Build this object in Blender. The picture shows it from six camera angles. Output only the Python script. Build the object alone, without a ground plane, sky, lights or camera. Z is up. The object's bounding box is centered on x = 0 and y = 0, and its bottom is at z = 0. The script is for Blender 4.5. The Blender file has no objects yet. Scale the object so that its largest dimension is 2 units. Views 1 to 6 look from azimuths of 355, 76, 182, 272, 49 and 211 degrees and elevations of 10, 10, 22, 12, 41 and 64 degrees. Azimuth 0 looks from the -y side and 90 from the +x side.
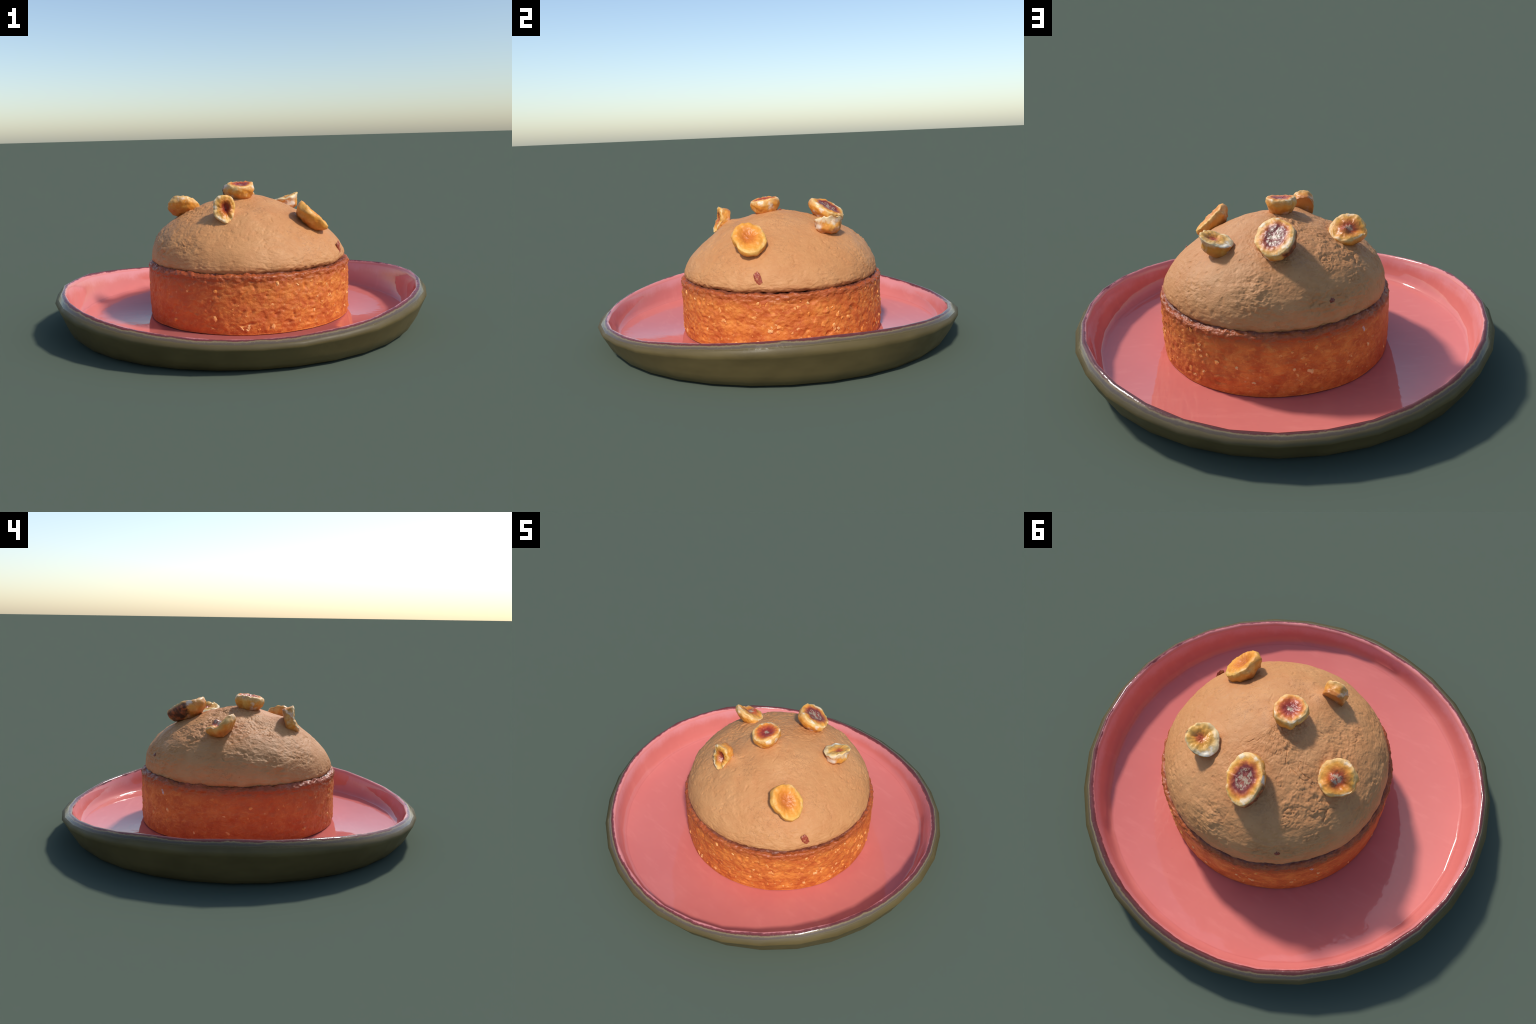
"""A hazelnut cream tart on a pink glazed stoneware plate."""
import bpy, math, random
from mathutils import Vector, Matrix, noise

random.seed(7)
TAU = math.tau
scene = bpy.context.scene


# ------------------------------------------------------------------ helpers
def smooth(a, b, x):
    t = min(1.0, max(0.0, (x - a) / (b - a)))
    return t * t * (3 - 2 * t)


def fbm(p, octaves=4, h=0.9):
    return noise.fractal(p, h, 2.1, octaves, noise_basis='PERLIN_ORIGINAL')


def ang_diff(a, b):
    return (a - b + math.pi) % TAU - math.pi


def catmull(pts, n):
    """Open Catmull-Rom through 2D control points, n samples per span."""
    out = []
    for i in range(len(pts) - 1):
        p0 = Vector(pts[max(i - 1, 0)]); p1 = Vector(pts[i]); p2 = Vector(pts[i + 1]); p3 = Vector(pts[min(i + 2, len(pts) - 1)])
        for k in range(n):
            t = k / n
            out.append(0.5 * ((2 * p1) + (p2 - p0) * t + (2 * p0 - 5 * p1 + 4 * p2 - p3) * t * t + (3 * p1 - p0 - 3 * p2 + p3) * t ** 3))
    out.append(Vector(pts[-1]))
    return out


def periodic(vals, a):
    """Smooth periodic interpolation of evenly spaced control values."""
    n = len(vals)
    f = (a % TAU) / TAU * n
    i = int(f); t = f - i
    p0, p1, p2, p3 = (vals[(i + k) % n] for k in (-1, 0, 1, 2))
    return 0.5 * (2 * p1 + (p2 - p0) * t + (2 * p0 - 5 * p1 + 4 * p2 - p3) * t * t + (3 * p1 - p0 - 3 * p2 + p3) * t ** 3)


def make_object(name, verts, faces, mats, parent=None, mat_index=None, smooth_shade=True):
    me = bpy.data.meshes.new(name)
    me.from_pydata(verts, [], faces)
    for m in mats:
        me.materials.append(m)
    me.polygons.foreach_set("use_smooth", [smooth_shade] * len(me.polygons))
    if mat_index:
        me.polygons.foreach_set("material_index", mat_index)
    me.update()
    ob = bpy.data.objects.new(name, me)
    scene.collection.objects.link(ob)
    if parent:
        ob.parent = parent
    return ob


def lathe(rings, seg, close_start=False, close_end=False):
    """rings: list of functions angle -> Vector. Returns verts, faces."""
    verts, faces = [], []
    for ring in rings:
        for j in range(seg):
            verts.append(ring(TAU * j / seg, j))
    for i in range(len(rings) - 1):
        for j in range(seg):
            a = i * seg + j; b = i * seg + (j + 1) % seg
            faces.append((a, b, b + seg, a + seg))
    if close_start:
        c = len(verts)
        verts.append(sum((Vector(v) for v in verts[:seg]), Vector()) / seg)
        faces += [(c, (j + 1) % seg, j) for j in range(seg)]
    if close_end:
        c = len(verts); s = (len(rings) - 1) * seg
        verts.append(sum((Vector(v) for v in verts[s:s + seg]), Vector()) / seg)
        faces += [(c, s + j, s + (j + 1) % seg) for j in range(seg)]
    return verts, faces


# ------------------------------------------------------------------ node helpers
class Mat:
    def __init__(self, name, rough=0.5, spec=0.5):
        self.m = bpy.data.materials.new(name)
        self.m.use_nodes = True
        self.t = self.m.node_tree
        self.b = self.t.nodes["Principled BSDF"]
        self.set("Roughness", rough)
        self.set("Specular IOR Level", spec)
        self.co = self.t.nodes.new("ShaderNodeTexCoord").outputs["Object"]

    def link(self, a, b):
        self.t.links.new(a, b)

    def feed(self, sock, v):
        if hasattr(v, "is_output"):
            self.link(v, sock)
        elif isinstance(v, (tuple, list)) and len(v) == 3 and sock.type == 'RGBA':
            sock.default_value = (*v, 1)
        else:
            sock.default_value = v

    def set(self, name, v):
        self.feed(self.b.inputs[name], v)

    def math(self, op, a, b=0.0, c=0.0, clamp=False):
        n = self.t.nodes.new("ShaderNodeMath"); n.operation = op; n.use_clamp = clamp
        for s, v in zip(n.inputs, (a, b, c)):
            self.feed(s, v)
        return n.outputs[0]

    def step(self, v, lo, hi, a=0.0, b=1.0):
        n = self.t.nodes.new("ShaderNodeMapRange"); n.interpolation_type = 'SMOOTHSTEP'
        for s, x in zip(n.inputs, (v, lo, hi, a, b)):
            self.feed(s, x)
        return n.outputs[0]

    def mix(self, f, a, b, mode='MIX'):
        n = self.t.nodes.new("ShaderNodeMix"); n.data_type = 'RGBA'; n.blend_type = mode
        self.feed(n.inputs[0], f); self.feed(n.inputs[6], a); self.feed(n.inputs[7], b)
        return n.outputs[2]

    def mapping(self, scale=(1, 1, 1), loc=(0, 0, 0), rot=(0, 0, 0), co=None):
        n = self.t.nodes.new("ShaderNodeMapping")
        self.link(co or self.co, n.inputs["Vector"])
        n.inputs["Scale"].default_value = scale
        n.inputs["Location"].default_value = loc
        n.inputs["Rotation"].default_value = rot
        return n.outputs[0]

    def noise(self, scale, detail=4, rough=0.55, co=None, dist=0.0):
        n = self.t.nodes.new("ShaderNodeTexNoise")
        self.link(co or self.co, n.inputs["Vector"])
        n.inputs["Scale"].default_value = scale; n.inputs["Detail"].default_value = detail
        n.inputs["Roughness"].default_value = rough; n.inputs["Distortion"].default_value = dist
        return n.outputs[0]

    def voronoi(self, scale, feature='F1', co=None, out="Distance"):
        n = self.t.nodes.new("ShaderNodeTexVoronoi"); n.feature = feature
        self.link(co or self.co, n.inputs["Vector"])
        n.inputs["Scale"].default_value = scale
        return n.outputs[out]

    def ramp(self, v, stops, interp='LINEAR'):
        n = self.t.nodes.new("ShaderNodeValToRGB"); cr = n.color_ramp; cr.interpolation = interp
        while len(cr.elements) < len(stops):
            cr.elements.new(0.5)
        for e, (p, c) in zip(cr.elements, stops):
            e.position = p; e.color = (*c, 1)
        self.feed(n.inputs[0], v)
        return n.outputs[0]

    def xyz(self, co=None):
        n = self.t.nodes.new("ShaderNodeSeparateXYZ"); self.link(co or self.co, n.inputs[0])
        return n.outputs

    def bump(self, h, strength, dist=0.01):
        n = self.t.nodes.new("ShaderNodeBump")
        n.inputs["Strength"].default_value = strength; n.inputs["Distance"].default_value = dist
        self.link(h, n.inputs["Height"])
        if self.b.inputs["Normal"].is_linked:
            self.link(self.b.inputs["Normal"].links[0].from_socket, n.inputs["Normal"])
        self.link(n.outputs[0], self.b.inputs["Normal"])


# ================================================================== PLATE
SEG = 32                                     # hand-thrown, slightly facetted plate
RIM_Z, RIM_SAG = 0.1935, 0.041                # rim rises towards +-x, sags towards +-y

plate = bpy.data.objects.new("plate", None)
scene.collection.objects.link(plate)
plate["label"] = "shallow stoneware plate with glossy pink glaze and olive outside"
plate["category"] = "plate"


def rim_jitter(j, k):
    return noise.noise(Vector((j * 1.7, k * 3.1, 5.5)))


def plate_point(r, z, a, j=0):
    c2 = math.cos(2 * a)
    f = min(1.0, max(0.0, (z - 0.05) / (RIM_Z - 0.05)))
    rr = r * (0.9950 + f * (0.0080 * c2 + 0.005 * rim_jitter(j % SEG, 1)))
    zz = z + f * (RIM_SAG * c2 + 0.007 * rim_jitter(j % SEG, 2))
    return Vector((rr * math.cos(a), rr * math.sin(a), zz))


well_profile = [(0.12, 0.050), (0.40, 0.050), (0.62, 0.051), (0.78, 0.052), (0.850, 0.053), (0.882, 0.056), (0.900, 0.064),
                (0.914, 0.084), (0.925, 0.115), (0.933, 0.145), (0.939, 0.175)]
rim_profile = [(0.939, 0.175), (0.944, 0.186), (0.951, 0.192), (0.960, 0.191), (0.971, 0.183), (0.983, 0.170)]
wall_profile = [(0.983, 0.170), (1.000, 0.154), (0.991, 0.136), (0.974, 0.100), (0.958, 0.064), (0.941, 0.035), (0.914, 0.009)]
foot_profile = [(0.914, 0.009), (0.890, 0.000), (0.850, 0.000), (0.820, 0.009), (0.60, 0.013), (0.25, 0.013)]


def plate_material(kind):
    m = Mat("plate_" + kind)
    x, y, z = m.xyz()
    xx = m.math('MULTIPLY', x, x); yy = m.math('MULTIPLY', y, y)
    r2 = m.math('ADD', xx, yy)
    r = m.math('SQRT', r2)
    c2 = m.math('DIVIDE', m.math('SUBTRACT', xx, yy), m.math('MAXIMUM', r2, 0.001))
    rn = m.math('DIVIDE', r, m.math('MULTIPLY_ADD', c2, 0.0080, 0.9950))     # radius with the ovality removed
    zn = m.math('SUBTRACT', z, m.math('MULTIPLY', c2, RIM_SAG))              # height with the rim sag removed
    PINK = (0.685, 0.188, 0.163)
    if kind == "well":
        blot = m.noise(2.2, 3)
        fine = m.noise(60, 2)
        col = m.mix(m.step(blot, 0.35, 0.7), PINK, (0.72, 0.208, 0.178))
        col = m.mix(m.math('MULTIPLY', fine, 0.12), col, (0.62, 0.145, 0.12))
        br = m.noise(7, 5, 0.6, co=m.mapping(scale=(1, 3.5, 1), rot=(0, 0, 0.7)))
        col = m.mix(m.math('MULTIPLY', m.step(br, 0.52, 0.72), 0.22), col, (0.80, 0.27, 0.23))
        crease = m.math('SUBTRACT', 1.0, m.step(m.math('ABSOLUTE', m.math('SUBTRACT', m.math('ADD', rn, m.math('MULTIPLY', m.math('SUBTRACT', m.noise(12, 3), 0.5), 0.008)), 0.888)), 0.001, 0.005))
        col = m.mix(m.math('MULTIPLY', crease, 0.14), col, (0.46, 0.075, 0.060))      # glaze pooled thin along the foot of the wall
        # glaze pales towards the rim, then breaks to wine red in a ragged line
        edge = m.math('ADD', rn, m.math('MULTIPLY', m.math('SUBTRACT', m.noise(48, 4, 0.6), 0.5), 0.008))
        col = m.mix(m.step(edge, 0.922, 0.936), col, (0.76, 0.29, 0.29))
        specks = m.step(m.voronoi(28), 0.05, 0.03)
        sp = m.math('MULTIPLY', specks, m.step(m.noise(5), 0.60, 0.66))
        col = m.mix(m.math('MULTIPLY', sp, 0.7), col, (0.45, 0.05, 0.03))
        m.set("Base Color", col)
        m.set("Roughness", m.step(m.noise(6, 4), 0.3, 0.8, 0.04, 0.08))
        m.bump(m.noise(9, 3), 0.05, 0.02)
    elif kind == "rim":
        ang = m.math('ARCTAN2', m.math('SUBTRACT', zn, 0.158), m.math('SUBTRACT', rn, 0.959))
        wob = m.math('SUBTRACT', m.noise(30, 5, 0.65), 0.5)
        wob2 = m.math('SUBTRACT', m.noise(8, 3, 0.6, co=m.mapping(loc=(3, 1, 2))), 0.5)
        t = m.math('ADD', m.math('DIVIDE', ang, math.pi), m.math('MULTIPLY_ADD', wob, 0.16, m.math('MULTIPLY', wob2, 0.14)))
        # t: 0.80 inner edge ... 0.5 crest ... 0.18 outer edge; the pink climbs higher on the near side than at the back
        azi = m.math('COSINE', m.math('SUBTRACT', m.math('ARCTAN2', y, x), math.radians(100)))
        ti = m.math('MULTIPLY_ADD', azi, -0.070, m.math('SUBTRACT', t, 0.01))
        col = m.ramp(t, [(0.15, (0.105, 0.078, 0.030)), (0.21, (0.135, 0.102, 0.045)), (0.26, (0.100, 0.074, 0.048)), (0.36, (0.120, 0.088, 0.064)),
                         (0.415, (0.22, 0.165, 0.085)), (0.44, (0.20, 0.130, 0.065)), (0.47, (0.10, 0.036, 0.030))])
        inner = m.ramp(ti, [(0.47, (0.11, 0.034, 0.030)), (0.55, (0.14, 0.034, 0.034)), (0.610, (0.24, 0.060, 0.062)), (0.640, (0.70, 0.26, 0.255)), (0.70, (0.74, 0.25, 0.23))])
        col = m.mix(m.step(t, 0.455, 0.485), col, inner)
        pale = m.step(m.noise(90, 3), 0.62, 0.75)
        col = m.mix(m.math('MULTIPLY', pale, 0.20), col, (0.35, 0.27, 0.20))
        m.set("Base Color", col)
        m.set("Roughness", m.step(m.noise(30, 3), 0.3, 0.7, 0.10, 0.20))
        m.set("Specular IOR Level", 0.40)
        m.bump(m.noise(40, 4), 0.18, 0.006)
    else:
        blot = m.noise(3.2, 4, co=m.mapping(scale=(1, 1, 2.5)))
        col = m.mix(m.step(blot, 0.3, 0.7), (0.098, 0.071, 0.027), (0.134, 0.098, 0.038))
        drip = m.math('ADD', zn, m.math('MULTIPLY', m.math('SUBTRACT', m.noise(10, 4), 0.5), 0.016))
        col = m.mix(m.step(drip, 0.163, 0.168), col, (0.108, 0.080, 0.034))
        m.set("Base Color", col)
        m.set("Roughness", m.step(m.noise(14, 4), 0.3, 0.7, 0.42, 0.52))
        m.set("Specular IOR Level", 0.25)
        m.bump(m.noise(22, 4), 0.12, 0.01)
    return m.m


def build_plate():
    spans = [("well", well_profile, False), ("rim", rim_profile, False), ("outer_wall", wall_profile, False), ("foot", foot_profile, False)]
    full = well_profile + rim_profile[1:] + wall_profile[1:] + foot_profile[1:]
    rings = [(lambda a, j, r=r, z=z: plate_point(r, z, a, j)) for r, z in full]
    v, f = lathe(rings, SEG, close_start=True, close_end=True)
    f = [tuple(reversed(fc)) for fc in f]              # outside faces out
    whole = bpy.data.meshes.new("whole"); whole.from_pydata(v, [], f)
    whole.polygons.foreach_set("use_smooth", [True] * len(f)); whole.update()
    normals = [Vector(vn.vector) for vn in whole.vertex_normals]
    for i, p in enumerate(v):                      # the floor reads as one soft dish up to the foot of the wall
        r = math.hypot(p[0], p[1])
        if r < 0.89 and 0.04 < p[2] < 0.075:
            k = 0.30 * math.tanh(0.46 * r / 0.30) / max(r, 0.01)
            normals[i] = Vector((-k * p[0], -k * p[1], 1)).normalized()
    bpy.data.meshes.remove(whole)
    start = 0
    nring = len(full)
    for name, prof, _ in spans:
        lo, hi = start, start + len(prof) - 1
        keep = [fc for i, fc in enumerate(f[: (nring - 1) * SEG]) if lo <= i // SEG < hi]
        if name == "well":
            keep += f[(nring - 1) * SEG: nring * SEG]
        if name == "foot":
            keep += f[nring * SEG:]
        used = sorted({i for fc in keep for i in fc}); idx = {o: n for n, o in enumerate(used)}
        kind = name if name in ("well", "rim") else "outer"
        ob = make_object(name, [v[i] for i in used], [tuple(idx[i] for i in fc) for fc in keep], [PLATE_MATS[kind]], plate)
        ob.data.normals_split_custom_set_from_vertices([normals[i] for i in used])
        start = hi


PLATE_MATS = {k: plate_material(k) for k in ("well", "rim", "outer")}
build_plate()

# ================================================================== TART
CX, CY = 0.042, 0.016
FLOOR = 0.0525
tart = bpy.data.objects.new("tart", None)
tart.location = (CX, CY, FLOOR)
scene.collection.objects.link(tart)
tart["label"] = "round tart with domed hazelnut cream and roasted hazelnut halves"
tart["category"] = "pastry"


def local(x, y, z):
    """world point -> tart frame"""
    return Vector((x - CX, y - CY, z - FLOOR))


# ------------------------------------------------------------------ crust
CRUST_R = 0.545


def crust_bumpiness(a):
    """rough, pitted crumb towards +x / -y; smooth towards -x."""
    d = ang_diff(a, math.radians(-35))
    return 0.30 + 0.70 * (0.5 + 0.5 * math.cos(d)) ** 0.8


def build_crust():
    seg = 560
    prof = catmull([(0.20, 0.000), (0.44, 0.000), (0.532, -0.0005), (0.5415, 0.007), (0.5445, 0.026)], 4)
    prof += [Vector((0.5445 + 0.0015 * math.sin(t * 3.0), 0.026 + (0.262 - 0.026) * t)) for t in [i / 52 for i in range(1, 53)]]
    prof += catmull([(0.5445, 0.2625), (0.5455, 0.279), (0.542, 0.288), (0.533, 0.295), (0.520, 0.302), (0.500, 0.306), (0.470, 0.292)], 5)
    n = len(prof)

    def ring(i):
        r0, z0 = prof[i]
        p0 = prof[max(i - 1, 0)]; p1 = prof[min(i + 1, n - 1)]
        t = (p1 - p0).normalized(); nr, nz = t.y, -t.x

        def fn(a, j):
            ca, sa = math.cos(a), math.sin(a)
            p = Vector((r0 * ca, r0 * sa, z0))
            k = crust_bumpiness(a)
            wall = smooth(0.0, 0.03, z0)
            lip = smooth(0.245, 0.275, z0)
            d = 0.004 * fbm(p * 5.0, 3) + wall * k * 0.0022 * fbm(Vector((p.x * 55, p.y * 55, p.z * 75)), 3, 0.6)
            d += wall * k * 0.0042 * fbm(p * 22.0 + Vector((4, 0, 0)), 4, 0.7)
            # pits and short tears in the baked crumb
            q = p * 30.0
            pit = noise.noise(q + Vector((0, 9, 0)) + 0.8 * noise.noise_vector(p * 18))
            d -= wall * (1 - lip) * k * 0.0065 * smooth(0.30, 0.62, pit)
            d += wall * (1 - lip) * k * 0.005 * smooth(0.25, 0.60, noise.noise(p * 34 + Vector((7, 0, 3)))) * smooth(-0.2, 0.3, noise.noise(p * 7))
            # ragged baked lip
            d += lip * (0.0060 * fbm(p * 34 + Vector((1, 5, 2)), 5, 0.6) + 0.003 * noise.noise(p * 9))
            dz = lip * (0.007 * noise.noise(Vector((ca * 5, sa * 5, 1.3))) + 0.005 * noise.noise(Vector((ca * 17, sa * 17, 4.3))))
            dz -= 0.013 * smooth(0.5445, 0.522, r0) * smooth(0.25, 0.28, z0) * max(0.0, math.cos(a + 0.4))
            if i < 3:
                d = dz = 0
            return Vector((p.x + d * nr * ca, p.y + d * nr * sa, max(-0.001, z0 + d * nz + dz)))
        return fn

    v, f = lathe([ring(i) for i in range(n)], seg, close_start=True)
    m = Mat("baked_crust", 0.5, 0.35)
    x, y, z = m.xyz()
    ang = m.math('ARCTAN2', y, x)
    big = m.noise(3.0, 4)
    mid = m.noise(13, 5, 0.6)
    fine = m.noise(55, 4, 0.6)
    col = m.mix(m.step(mid, 0.35, 0.68), (0.54, 0.115, 0.022), (0.73, 0.220, 0.040))
    streak = m.noise(26, 6, 0.65, co=m.mapping(scale=(1, 1, 1.5), loc=(3, 3, 3)), dist=0.8)
    col = m.mix(m.math('MULTIPLY', m.step(streak, 0.50, 0.66), 0.55), col, (0.84, 0.33, 0.065))
    col = m.mix(m.math('MULTIPLY', m.step(streak, 0.45, 0.32), 0.50), col, (0.46, 0.085, 0.016))
    # deeper red-brown bake on the far left quarter, patchy
    dirn = m.math('COSINE', m.math('SUBTRACT', ang, math.radians(205)))
    red = m.step(m.math('MULTIPLY_ADD', m.math('SUBTRACT', big, 0.5), 1.3, dirn), 0.25, 1.15)
    col = m.mix(m.math('MULTIPLY', red, 0.75), col, (0.50, 0.090, 0.024))
    col = m.mix(m.math('MULTIPLY', m.step(fine, 0.58, 0.75), 0.30), col, (0.82, 0.34, 0.085))
    # pale flour flecks
    fl = m.math('MULTIPLY', m.step(m.voronoi(36), 0.24, 0.10), m.step(m.noise(9, 2, co=m.mapping(loc=(2, 5, 1))), 0.52, 0.62))
    col = m.mix(m.math('MULTIPLY', fl, 0.40), col, (0.85, 0.45, 0.18))
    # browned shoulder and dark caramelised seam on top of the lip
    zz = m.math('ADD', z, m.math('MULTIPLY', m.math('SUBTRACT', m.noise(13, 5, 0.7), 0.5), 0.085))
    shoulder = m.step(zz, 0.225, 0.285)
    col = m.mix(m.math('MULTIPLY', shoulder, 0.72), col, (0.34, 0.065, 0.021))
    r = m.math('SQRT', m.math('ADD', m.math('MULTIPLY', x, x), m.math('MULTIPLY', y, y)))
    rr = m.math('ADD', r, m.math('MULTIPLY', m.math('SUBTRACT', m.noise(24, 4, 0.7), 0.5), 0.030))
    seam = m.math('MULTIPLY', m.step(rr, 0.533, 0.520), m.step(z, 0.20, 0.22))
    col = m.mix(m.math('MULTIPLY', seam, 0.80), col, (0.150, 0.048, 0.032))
    m.set("Base Color", col)
    m.set("Roughness", m.math('SUBTRACT', m.step(mid, 0.3, 0.7, 0.60, 0.46), m.math('MULTIPLY', m.math('MAXIMUM', seam, shoulder), 0.26)))
    m.bump(streak, 0.40, 0.010)
    m.bump(fine, 0.45, 0.008)
    m.bump(m.noise(130, 3), 0.22, 0.004)
    return make_object("crust", v, f, [m.m], tart)


crust = build_crust()


def crumb_lump(rng, size, squash, verts, faces, frame, at):
    """small irregular rounded lump appended to verts/faces"""
    base = len(verts)
    nu, nv = 7, 4
    off = Vector((rng.random() * 50, rng.random() * 50, rng.random() * 50))
    for i in range(nv + 1):
        ph = math.pi * i / nv
        for j in range(nu):
            th = TAU * j / nu
            d = Vector((math.sin(ph) * math.cos(th), math.sin(ph) * math.sin(th), math.cos(ph)))
            k = 1 + 0.9 * noise.noise(d * 1.8 + off)
            p = Vector((d.x * size[0] * k, d.y * size[1] * k, d.z * squash * k))
            verts.append(at + frame @ p)
    for i in range(nv):
        for j in range(nu):
            a = base + i * nu + j; b = base + i * nu + (j + 1) % nu
            faces.append((a, a + nu, b + nu, b))


def build_crumbs():
    rng = random.Random(21)
    verts, faces = [], []
    count = 0
    while count < 160:
        a = rng.uniform(-math.pi, math.pi)
        k = (0.5 + 0.5 * math.cos(ang_diff(a, math.radians(-8)))) ** 1.3
        k = max(k, 0.45 * (0.5 + 0.5 * math.cos(ang_diff(a, math.radians(95)))) ** 2)
        if rng.random() > k + 0.03:
            continue
        z = rng.uniform(0.018, 0.262)
        s = rng.choice((0.0045, 0.006, 0.0075, 0.010)) * rng.uniform(0.8, 1.25)
        out = Vector((math.cos(a), math.sin(a), 0)); tan = Vector((-math.sin(a), math.cos(a), 0)); up = Vector((0, 0, 1))
        rot = Matrix.Rotation(rng.uniform(0, math.pi), 3, out)
        fr = rot @ Matrix((tan, up, out)).transposed()
        crumb_lump(rng, (s * rng.uniform(0.8, 1.7), s), s * rng.uniform(0.35, 0.60), verts, faces, fr, out * (CRUST_R - 0.0005) + Vector((0, 0, z)))
        count += 1
    m = Mat("pale_crumb", 0.5, 0.4)
    col = m.mix(m.step(m.noise(18, 2), 0.4, 0.62), (0.80, 0.28, 0.055), (0.85, 0.45, 0.17))
    m.set("Base Color", col)
    m.bump(m.noise(150, 3), 0.3, 0.004)
    ob = make_object("crumb", verts, faces, [m.m], crust, smooth_shade=False)
    ob["kind"] = "stuff"


build_crumbs()

# ------------------------------------------------------------------ cream dome
DOME_Z, DOME_H = 0.3175, 0.3254


def dome_shape(a):
    """waist radius and the two roundness exponents of the lopsided cream heap, by direction"""
    c, s, c2, s2 = math.cos(a), math.sin(a), math.cos(2 * a), math.sin(2 * a)
    R = 0.5255 + 0.0015 * c - 0.0010 * s
    p = 1.4227 - 0.0161 * c - 0.1193 * s - 0.0431 * c2 + 0.0822 * s2
    q = 1.9578 - 0.3627 * c + 0.4036 * s - 0.0059 * c2 - 0.1665 * s2
    return R, p, q, a


def dome_base(t, shape):
    """(r, z) along the profile; t in 0..1 from the tucked-in foot to the crown"""
    R, p, q, _ = shape
    foot = 0.10
    a = shape[3]
    tuck = 0.029 + 0.018 * max(0.0, math.cos(a + 0.4))       # deeper crease on the sunny side
    if t < foot:                                   # bulging lower edge resting on the crust
        k = t / foot
        ph = -math.pi / 2 * (1 - k) * 0.98
        return R - tuck + tuck * math.cos(ph), DOME_Z + 0.029 * math.sin(ph)
    k = (t - foot) / (1 - foot)
    ps = (0.985 * k) * math.pi / 2
    r = R * math.cos(ps) ** (2 / p)
    z = DOME_H * math.sin(ps) ** (2 / q)
    top = DOME_H + 0.006
    z = top - math.sqrt((top - z) ** 2 + 0.009 ** 2)
    return r, DOME_Z + z


SWELL = [(-0.065, -0.245, 0.026, 0.062), (0.00, -0.165, -0.006, 0.055),
         (-0.20, -0.13, -0.016, 0.085), (0.13, 0.03, 0.006, 0.09),
         (0.03, -0.295, 0.013, 0.045), (0.11, -0.255, 0.011, 0.050), (0.38, 0.05, -0.006, 0.07), (0.19, -0.07, 0.011, 0.085)]   # x, y, height, spread : cream pushed up round the nut at the front


def dome_ground(x, y):
    return sum(amp * math.exp(-((x - (sx - CX)) ** 2 + (y - (sy - CY)) ** 2) / (sp * sp)) for sx, sy, amp, sp in SWELL)


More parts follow.
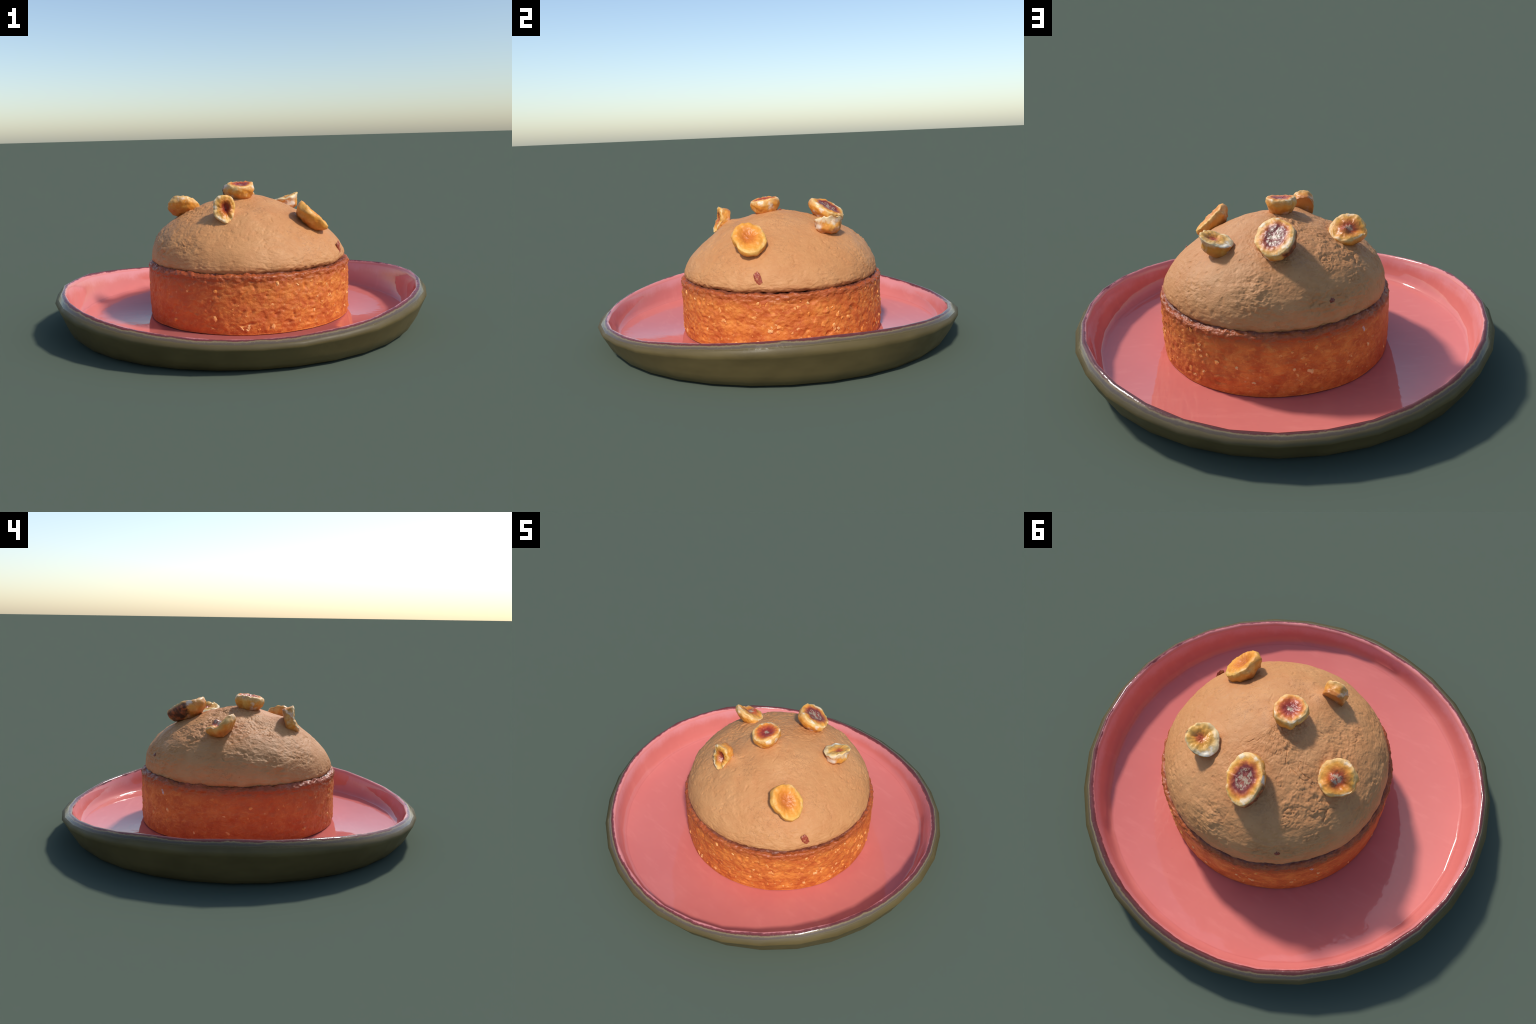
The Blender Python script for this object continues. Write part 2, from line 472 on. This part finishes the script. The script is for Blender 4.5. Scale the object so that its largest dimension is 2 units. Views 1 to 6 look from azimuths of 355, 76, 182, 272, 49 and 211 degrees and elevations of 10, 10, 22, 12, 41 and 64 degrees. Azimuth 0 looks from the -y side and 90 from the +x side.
def build_dome():
    seg, n = 760, 230
    shapes = [dome_shape(TAU * j / seg) for j in range(seg)]

    def ring(i):
        t = i / (n - 1)

        def fn(a, j):
            ca, sa = math.cos(a), math.sin(a)
            r0, z0 = dome_base(t, shapes[j])
            r1, z1 = dome_base(min(1, t + 0.004), shapes[j]); r2, z2 = dome_base(max(0, t - 0.004), shapes[j])
            l = math.hypot(r1 - r2, z1 - z2) or 1
            nr, nz = (z1 - z2) / l, (r2 - r1) / l
            p = Vector((r0 * ca, r0 * sa, z0))
            d = 0.006 * noise.noise(p * 3.2 + Vector((3, 1, 0))) + 0.0042 * noise.noise(p * 8.5)
            d += 0.006 * math.exp(-(ang_diff(a, math.radians(-132)) / 0.55) ** 2) * smooth(0.33, 0.42, z0) * smooth(0.60, 0.50, z0)
            d -= 0.0022 * smooth(0.30, 0.60, noise.noise(p * 38 + Vector((6, 2, 5))))
            # grainy, torn skin on the -x / +y side, smoother spread elsewhere
            rough = 0.42 + 0.58 * smooth(-0.35, 0.75, math.cos(ang_diff(a, math.radians(150))) + 0.7 * noise.noise(p * 4))
            rough *= (0.35 + 0.65 * smooth(0.32, 0.40, z0)) * (0.35 + 0.9 * smooth(-0.30, 0.45, noise.noise(p * 6.5 + Vector((4, 4, 1)))))
            d += rough * (0.0034 * fbm(Vector((p.x * 34, p.y * 34, p.z * 60)), 5, 0.5) + 0.0042 * fbm(Vector((p.x * 15, p.y * 15, p.z * 26)) + Vector((3, 8, 0)), 3, 0.8))
            w = p + 0.045 * noise.noise_vector(p * 12)
            tear = abs(noise.noise(Vector((w.x * 24, w.y * 24, w.z * 40)) + Vector((5, 2, 8))))
            gate = smooth(0.05, 0.35, noise.noise(p * 11 + Vector((2, 7, 1))))
            d -= rough * gate * 0.0055 * smooth(0.075, 0.0, tear)
            # low palette-knife steps on the front
            s = r0 * 30 + a * 1.6 + 2.0 * noise.noise(p * 5)
            saw = (s / TAU) % 1.0
            d += 0.0035 * (smooth(0, 0.7, saw) - smooth(0.72, 1.0, saw)) * smooth(-0.2, 0.8, math.cos(ang_diff(a, math.radians(-65)))) * smooth(0.46, 0.32, r0) * smooth(0.05, 0.15, r0) * smooth(-0.35, 0.25, noise.noise(p * 6 + Vector((9, 9, 0))))
            # drooping, slightly dragged bottom edge
            d += smooth(0.38, 0.32, z0) * (0.004 * fbm(p * 16, 3) + 0.0018 * noise.noise(Vector((p.x * 40, p.y * 40, p.z * 90))))
            g = dome_ground(p.x, p.y) if z0 > 0.4 else 0
            return Vector((p.x + d * nr * ca, p.y + d * nr * sa, z0 + d * nz + g))
        return fn

    v, f = lathe([ring(i) for i in range(n)], seg, close_end=True)
    m = Mat("hazelnut_cream", 0.55, 0.3)
    x, y, z = m.xyz()
    big = m.noise(3.5, 4); mid = m.noise(16, 5, 0.6)
    col = m.mix(m.step(big, 0.35, 0.68), (0.565, 0.255, 0.094), (0.615, 0.296, 0.118))
    col = m.mix(m.math('MULTIPLY', m.step(mid, 0.35, 0.75), 0.45), col, (0.50, 0.195, 0.068))
    # streaks left by the spatula
    st = m.noise(10, 5, 0.65, co=m.mapping(scale=(1, 1, 5.0), rot=(0.25, 0.1, 0)))
    col = m.mix(m.math('MULTIPLY', m.step(st, 0.60, 0.74), 0.35), col, (0.42, 0.185, 0.080))
    # tiny rust-coloured specks
    sp = m.math('MULTIPLY', m.step(m.voronoi(30), 0.11, 0.05), m.step(m.noise(7, 2), 0.50, 0.60))
    col = m.mix(m.math('MULTIPLY', sp, 0.6), col, (0.50, 0.125, 0.030))
    # hairline wrinkles
    hw = m.math('ABSOLUTE', m.math('SUBTRACT', m.noise(20, 5, 0.6, co=m.mapping(scale=(1, 1, 2.2), loc=(4, 2, 7)), dist=0.6), 0.5))
    hair = m.math('MULTIPLY', m.step(hw, 0.012, 0.003), m.step(m.noise(6, 3, co=m.mapping(loc=(8, 1, 3))), 0.50, 0.62))
    col = m.mix(m.math('MULTIPLY', hair, 0.55), col, (0.24, 0.10, 0.045))
    # orange bounce light from the crust, tinted into the lowest cream, broken up
    low = m.step(m.math('MULTIPLY_ADD', m.math('SUBTRACT', m.noise(9, 4), 0.5), 0.07, z), 0.335, 0.285)
    col = m.mix(m.math('MULTIPLY', low, 0.55), col, (0.46, 0.155, 0.055))
    m.set("Base Color", col)
    m.set("Roughness", m.step(mid, 0.3, 0.7, 0.50, 0.62))
    h = m.noise(48, 6, 0.65, co=m.mapping(scale=(1, 1, 1.7)), dist=0.5)
    m.bump(h, 0.33, 0.011)
    m.bump(m.noise(22, 4, 0.6, co=m.mapping(scale=(1, 1, 1.6), loc=(2, 9, 4))), 0.25, 0.016)
    m.bump(m.noise(140, 3), 0.15, 0.004)
    return make_object("cream_dome", v, f, [m.m], tart)


cream = build_dome()


# ------------------------------------------------------------------ hazelnut halves
CREAMY, GOLD, AMBER = (0.80, 0.50, 0.19), (0.80, 0.36, 0.050), (0.70, 0.23, 0.028)
MAROON, CHAR, GREY = (0.17, 0.022, 0.018), (0.07, 0.018, 0.012), (0.44, 0.33, 0.22)


def nut_materials(spec):
    ax = sum(spec["rim"]) / len(spec["rim"])
    # --- cut face
    f = Mat("hazelnut_cut_face", 0.38, 0.5)
    ax2 = (spec["rim"][0] + spec["rim"][6]) / 2; ay2 = (spec["rim"][3] + spec["rim"][9]) / 2
    co = f.mapping(scale=(1 / ax2, 1 / ay2, 1))
    x, y, z = f.xyz(co)
    ox, oy = spec.get("core", (0, 0))
    rad = f.math('SQRT', f.math('ADD', f.math('POWER', f.math('SUBTRACT', x, ox), 2), f.math('POWER', f.math('SUBTRACT', y, oy), 2)))
    n1 = f.math('SUBTRACT', f.noise(28, 4, 0.6), 0.5)
    rad = f.math('ADD', rad, f.math('MULTIPLY', n1, 0.40))
    col = f.ramp(rad, spec["face"])
    pale = f.math('MULTIPLY', f.step(f.noise(22, 3, co=f.mapping(loc=(1, 2, 3))), 0.50, 0.62), f.step(rad, 0.70, 0.95))
    col = f.mix(f.math('MULTIPLY', pale, spec.get("pale", 0.6)), col, (0.88, 0.78, 0.60))
    if spec.get("crumb"):
        rx = f.math('SQRT', f.math('ADD', f.math('MULTIPLY', x, x), f.math('MULTIPLY', y, y)))
        cr = f.math('MULTIPLY', f.step(f.noise(60, 4, 0.7), 0.44, 0.56), f.step(f.math('ADD', rx, f.math('MULTIPLY', n1, 0.3)), spec["crumb"], spec["crumb"] - 0.12))
        col = f.mix(f.math('MULTIPLY', cr, 0.9), col, GREY)
    f.set("Base Color", col)
    f.set("Roughness", f.step(rad, 0.45, 0.85, spec.get("gloss", 0.32), 0.50))
    f.bump(f.noise(70, 4), 0.4, 0.006)
    # --- round back with thin blanched skin
    b = Mat("hazelnut_back", 0.40, 0.5)
    x, y, z = b.xyz()
    n1 = b.noise(16, 4, 0.6); n2 = b.noise(34, 4)
    col = b.mix(b.step(n1, 0.40, 0.65), (0.72, 0.28, 0.035), (0.80, 0.42, 0.10))
    lip = b.step(b.math('MULTIPLY_ADD', b.math('SUBTRACT', n2, 0.5), 0.055, z), -0.026, -0.002)
    col = b.mix(b.math('MULTIPLY', lip, 0.7), col, spec.get("lip", CREAMY))
    brown = b.step(b.noise(18, 5, 0.65, co=b.mapping(loc=(2, spec["seed"], 6))), 0.50, 0.68)
    col = b.mix(b.math('MULTIPLY', brown, 0.55), col, (0.50, 0.15, 0.022))
    white = b.step(b.noise(15, 5, 0.6, co=b.mapping(loc=(spec["seed"], 4, 1))), 0.60 - 0.12 * spec.get("blanch", 0.3), 0.68)
    col = b.mix(b.math('MULTIPLY', white, 0.75), col, (0.80, 0.74, 0.64))
    under = b.step(b.math('MULTIPLY_ADD', b.math('SUBTRACT', n2, 0.5), 0.03, z), -spec["depth"] * 0.45, -spec["depth"] * 0.85)
    col = b.mix(b.math('MULTIPLY', under, 0.7), col, (0.50, 0.14, 0.025))
    if "char" in spec:
        cxx, cyy, cs = spec["char"]
        d = b.math('SQRT', b.math('ADD', b.math('POWER', b.math('SUBTRACT', x, cxx), 2), b.math('POWER', b.math('SUBTRACT', y, cyy), 2)))
        d = b.math('ADD', d, b.math('MULTIPLY', b.math('SUBTRACT', n1, 0.5), 0.16))
        k = b.math('MULTIPLY', b.step(d, cs, cs * 0.6), b.step(z, -0.002, -0.020))
        col = b.mix(b.math('MULTIPLY', k, 0.95), col, b.mix(b.step(n2, 0.40, 0.62), (0.045, 0.012, 0.010), (0.34, 0.07, 0.02)))
    b.set("Base Color", col)
    b.bump(b.noise(60, 4), 0.35, 0.006)
    return [f.m, b.m]


def build_nut(spec):
    """half hazelnut: local z = outward normal of the cut face, origin at its centre."""
    seg, fr, br = 72, 22, 26
    rim, depth, seed = spec["rim"], spec["depth"], spec["seed"]
    off = Vector((seed * 3.7, seed * 1.3, seed * 2.9))
    warp = spec.get("warp", [0.0] * 8)          # height of the cut edge round the rim
    cav, ledge = spec["cavity"], spec.get("ledge", 0.80)
    verts, faces, mi = [], [], []

    def R(a):
        return periodic(rim, a) * (1 + 0.055 * noise.noise(Vector((2.6 * math.cos(a), 2.6 * math.sin(a), seed * 1.7))) + 0.02 * noise.noise(Vector((7 * math.cos(a), 7 * math.sin(a), seed * 2.3))))

    def H(a):
        return periodic(warp, a) + 0.006 * noise.noise(Vector((3.2 * math.cos(a), 3.2 * math.sin(a), seed * 4.1 + 9))) + 0.003 * noise.noise(Vector((8 * math.cos(a), 8 * math.sin(a), seed * 3.1)))

    ox, oy = spec.get("core", (0, 0))
    for i in range(1, fr + 1):
        s = i / fr
        for j in range(seg):
            a = TAU * j / seg
            r, h = R(a), H(a)
            x, y = r * s * math.cos(a), r * s * math.sin(a)
            u, w = x / r - ox, y / r - oy
            q = math.hypot(u, w)
            z = h * s ** spec.get("flat", 1.5) - cav * (1 - smooth(0.15, ledge, q))
            if "groove" in spec:                # a furrow running across the face
                ga, gw, gd = spec["groove"]
                along = u * math.cos(ga) + w * math.sin(ga); across = -u * math.sin(ga) + w * math.cos(ga)
                z -= gd * math.exp(-(across / gw) ** 2) * smooth(-0.55, 0.1, along)
            if "knob" in spec:                  # embryo / crumb left in the hollow
                kx, ky, kh, kw = spec["knob"]
                z += kh * math.exp(-((u + ox - kx) ** 2 + (w + oy - ky) ** 2) / kw ** 2)
            p = Vector((x, y, 0))
            z += 0.0035 * fbm(p * 42 + off, 4, 0.7) * smooth(0, 0.2, s) - 0.004 * smooth(0.86, 1.0, s)
            verts.append(Vector((x, y, z)))
    for i in range(1, br + 1):
        t = i / br
        ph = t * math.pi / 2
        for j in range(seg):
            a = TAU * j / seg
            r, h = R(a), H(a)
            k = math.cos(ph) ** spec.get("taper", 0.62) * (1 + spec.get("belly", 0.06) * math.sin(min(1, t * 2.2) * math.pi))
            z = (h - 0.004) * (1 - t) - depth * math.sin(ph) ** 1.0
            k = max(k, 0.03)
            p = Vector((r * k * math.cos(a), r * k * math.sin(a), z))
            nrm = Vector((math.cos(a) * math.cos(ph), math.sin(a) * math.cos(ph), -math.sin(ph)))
            d = 0.008 * noise.noise(p * 15 + off) + 0.005 * noise.noise(p * 31 + off) + 0.003 * fbm(p * 50 + off, 3, 0.7)
            verts.append(p + nrm * d * smooth(0, 0.12, t))
    nr = fr + br
    for i in range(nr - 1):
        for j in range(seg):
            a = i * seg + j; b = i * seg + (j + 1) % seg
            faces.append((a, a + seg, b + seg, b)); mi.append(0 if i < fr - 1 else 1)
    c = len(verts); verts.append(sum((verts[j] for j in range(seg)), Vector()) / seg)
    faces += [(c, j, (j + 1) % seg) for j in range(seg)]; mi += [0] * seg
    c = len(verts); s = (nr - 1) * seg
    verts.append(sum((verts[s + j] for j in range(seg)), Vector()) / seg)
    faces += [(c, s + (j + 1) % seg, s + j) for j in range(seg)]; mi += [1] * seg
    mean = sum(rim) / len(rim)
    for az, el, off_k in spec.get("chips", []):            # planar breaks
        az, el = math.radians(az), math.radians(el)
        cn = Vector((math.cos(el) * math.cos(az), math.cos(el) * math.sin(az), math.sin(el)))
        for i, p in enumerate(verts):
            over = p.dot(cn) - off_k * mean
            if over > 0:
                verts[i] = p - cn * (over * 0.92 + 0.0015 * noise.noise(p * 60 + off))
    ob = make_object("hazelnut", verts, faces, nut_materials(spec), tart, mi)
    n = Vector(spec["normal"]).normalized()
    X = (Vector((1, 0, 0)) - n * n.x).normalized(); Y = n.cross(X)
    M = Matrix((X, Y, n)).transposed().to_4x4()
    M.translation = local(*spec["at"])
    ob.matrix_local = M
    return ob


DARK_FACE = [(0.0, (0.34, 0.08, 0.04)), (0.30, MAROON), (0.52, (0.20, 0.025, 0.018)), (0.66, (0.52, 0.13, 0.022)), (0.84, GOLD), (1.0, CREAMY)]
NUTS = [
    # crown, flat face up
    dict(seed=1, at=(0.0075, -0.048, 0.757), normal=(0.0, -0.15, 0.985), depth=0.085, cavity=0.007, ledge=0.75, taper=0.55,
         rim=[0.066, 0.070, 0.073, 0.074, 0.078, 0.070, 0.072, 0.075, 0.079, 0.080, 0.080, 0.068],
         face=[(0.0, (0.22, 0.026, 0.018)), (0.36, (0.30, 0.034, 0.020)), (0.62, (0.55, 0.105, 0.022)), (0.82, (0.76, 0.28, 0.04)), (1.0, CREAMY)],
         crumb=0.26, blanch=0.5, chips=[(200, 25, 0.90), (300, 15, 0.96), (60, 20, 0.95)], warp=[0.002, 0, -0.006, 0.001, 0.004, 0, -0.002, 0.003]),
    # amber dish leaning out on the sunny flank
    dict(seed=2, at=(0.374, -0.217, 0.606), normal=(0.692, -0.02, 0.722), depth=0.080, cavity=0.014, ledge=0.72, taper=0.62,
         rim=[0.100, 0.089, 0.085, 0.077, 0.082, 0.090, 0.095, 0.096, 0.089, 0.084, 0.087, 0.099],
         face=[(0.0, (0.50, 0.130, 0.014)), (0.30, (0.60, 0.165, 0.018)), (0.6, (0.74, 0.26, 0.028)), (0.88, (0.78, 0.33, 0.040)), (1.0, (0.80, 0.42, 0.09))],
         knob=(0.25, 0.22, 0.008, 0.32), pale=0.15, core=(-0.08, -0.12), chips=[(330, 30, 0.97), (120, 20, 0.98)], blanch=-0.6, gloss=0.42, lip=(0.76, 0.40, 0.09)),
    # small pale chip on the right, one corner sticking up
    dict(seed=3, at=(0.285, 0.222, 0.657), normal=(-0.10, 0.06, 0.99), depth=0.080, cavity=0.005, ledge=0.6, taper=0.60, belly=-0.08, flat=1.1,
         rim=[0.074, 0.076, 0.074, 0.074, 0.080, 0.082, 0.078, 0.070, 0.074, 0.078, 0.080, 0.070],
         face=[(0.0, (0.36, 0.05, 0.02)), (0.18, (0.50, 0.11, 0.022)), (0.40, (0.74, 0.32, 0.045)), (0.70, (0.78, 0.42, 0.09)), (1.0, (0.78, 0.60, 0.32))],
         core=(0.15, 0.0), groove=(0.4, 0.30, 0.006), blanch=1.0, pale=0.9, lip=(0.76, 0.64, 0.42), warp=[0.018, 0.014, -0.002, -0.014, -0.014, -0.008, -0.004, 0.010],
         chips=[(-60, 30, 0.84), (85, 25, 0.86), (170, 25, 0.86), (15, 35, 0.88)]),
    # big scorched half facing the back
    dict(seed=4, at=(0.0216, 0.313, 0.697), normal=(0.349, 0.419, 0.838), depth=0.085, cavity=0.007, ledge=0.68, taper=0.80,
         rim=[0.094, 0.088, 0.095, 0.106, 0.108, 0.096, 0.088, 0.088, 0.092, 0.106, 0.114, 0.100],
         face=DARK_FACE, crumb=0.50, char=(-0.085, 0.060, 0.085), blanch=0.5, chips=[(60, 35, 0.93), (250, 28, 0.95), (150, 25, 0.95)], warp=[0, 0.002, -0.006, 0.003, 0, -0.008, 0.005, 0.002]),
    # curled half on the left
    dict(seed=5, at=(-0.302, 0.098, 0.652), normal=(0.10, 0.38, 0.92), depth=0.075, cavity=0.003, ledge=0.70, taper=0.70, flat=1.2,
         rim=[0.088, 0.084, 0.080, 0.080, 0.074, 0.078, 0.080, 0.082, 0.083, 0.084, 0.085, 0.086],
         face=[(0.0, (0.30, 0.04, 0.02)), (0.34, (0.42, 0.075, 0.02)), (0.58, (0.66, 0.22, 0.03)), (0.80, GOLD), (1.0, (0.78, 0.48, 0.18))],
         knob=(0.12, 0.15, 0.030, 0.26), groove=(math.pi - 0.15, 0.24, 0.012), crumb=0.35, blanch=0.4,
         warp=[-0.006, -0.006, -0.004, -0.006, -0.010, 0.012, 0.018, 0.006],
         chips=[(330, 35, 0.84), (15, 50, 0.52), (240, 35, 0.92), (100, 30, 0.90)]),
    # hollow quarter standing on edge at the front
    dict(seed=6, at=(-0.0966, -0.300, 0.646), normal=(0.05, -0.975, 0.20), depth=0.072, cavity=0.013, ledge=0.54, taper=0.18, belly=-0.06, flat=1.1,
         rim=[0.054, 0.062, 0.074, 0.074, 0.074, 0.062, 0.056, 0.058, 0.062, 0.072, 0.064, 0.054],
         face=[(0.0, (0.20, 0.025, 0.018)), (0.28, (0.30, 0.045, 0.02)), (0.52, (0.60, 0.20, 0.03)), (0.78, (0.74, 0.36, 0.06)), (1.0, CREAMY)],
         core=(0.12, 0.12), groove=(-1.35, 0.18, 0.013), blanch=0.6,
         warp=[-0.010, -0.004, 0.004, -0.004, -0.010, 0.000, 0.014, 0.004], chips=[(55, 40, 1.00), (125, 30, 1.02), (235, 20, 0.88), (0, 25, 0.90), (0, -90, 0.95)]),
]
for s in NUTS:
    build_nut(s)


# ------------------------------------------------------------------ flecks stuck in the cream and crust
def build_fleck(name, at, normal, size, roll, colours, seed):
    rng = random.Random(seed)
    verts, faces = [], []
    n = Vector(normal).normalized(); X = Vector((0, 0, 1)).cross(n).normalized(); Y = n.cross(X)
    fr = Matrix.Rotation(roll, 3, n) @ Matrix((X, Y, n)).transposed()
    base = len(verts)
    nu, nv = 28, 14
    off = Vector((rng.random() * 30,) * 3)
    for i in range(nv + 1):
        ph = math.pi * i / nv
        for j in range(nu):
            th = TAU * j / nu
            d = Vector((math.sin(ph) * math.cos(th), math.sin(ph) * math.sin(th), math.cos(ph)))
            b = Vector([math.copysign(abs(c) ** 0.72, c) for c in d])
            k = 1 + 0.38 * noise.noise(d * 2.4 + off)
            verts.append(fr @ Vector((b.x * size[0] * k, b.y * size[1] * k, b.z * size[2] * k)))
    for i in range(nv):
        for j in range(nu):
            a = i * nu + j; c = i * nu + (j + 1) % nu
            faces.append((a, a + nu, c + nu, c))
    m = Mat(name, 0.4)
    t = m.noise(70, 4, 0.6)
    m.set("Base Color", m.mix(m.step(t, 0.48, 0.60), *colours))
    m.bump(t, 0.4, 0.004)
    ob = make_object(name, verts, faces, [m.m], cream)
    ob.location = local(*at)
    return ob


def outward(x, y, up):
    v = Vector((x - CX, y - CY, 0)).normalized(); v.z = up
    return v


build_fleck("nut_skin", (0.500, -0.2145, 0.412), outward(0.505, -0.217, 0.05), (0.018, 0.036, 0.007), 0.28, ((0.34, 0.060, 0.034), (0.52, 0.20, 0.085)), 3)
build_fleck("nut_skin", (-0.2165, 0.4475, 0.453), outward(-0.222, 0.455, 0.3), (0.013, 0.011, 0.006), 0.6, ((0.20, 0.04, 0.02), (0.34, 0.07, 0.03)), 4)
build_fleck("sugar_fleck", (-0.370, 0.356, 0.345), outward(-0.373, 0.359, 0.5), (0.007, 0.006, 0.005), 0.2, ((0.50, 0.47, 0.50), (0.62, 0.58, 0.60)), 5)
build_fleck("sugar_fleck", (-0.356, 0.384, 0.290), outward(-0.359, 0.388, 0.0), (0.008, 0.018, 0.005), 0.35, ((0.55, 0.30, 0.22), (0.60, 0.52, 0.52)), 6)
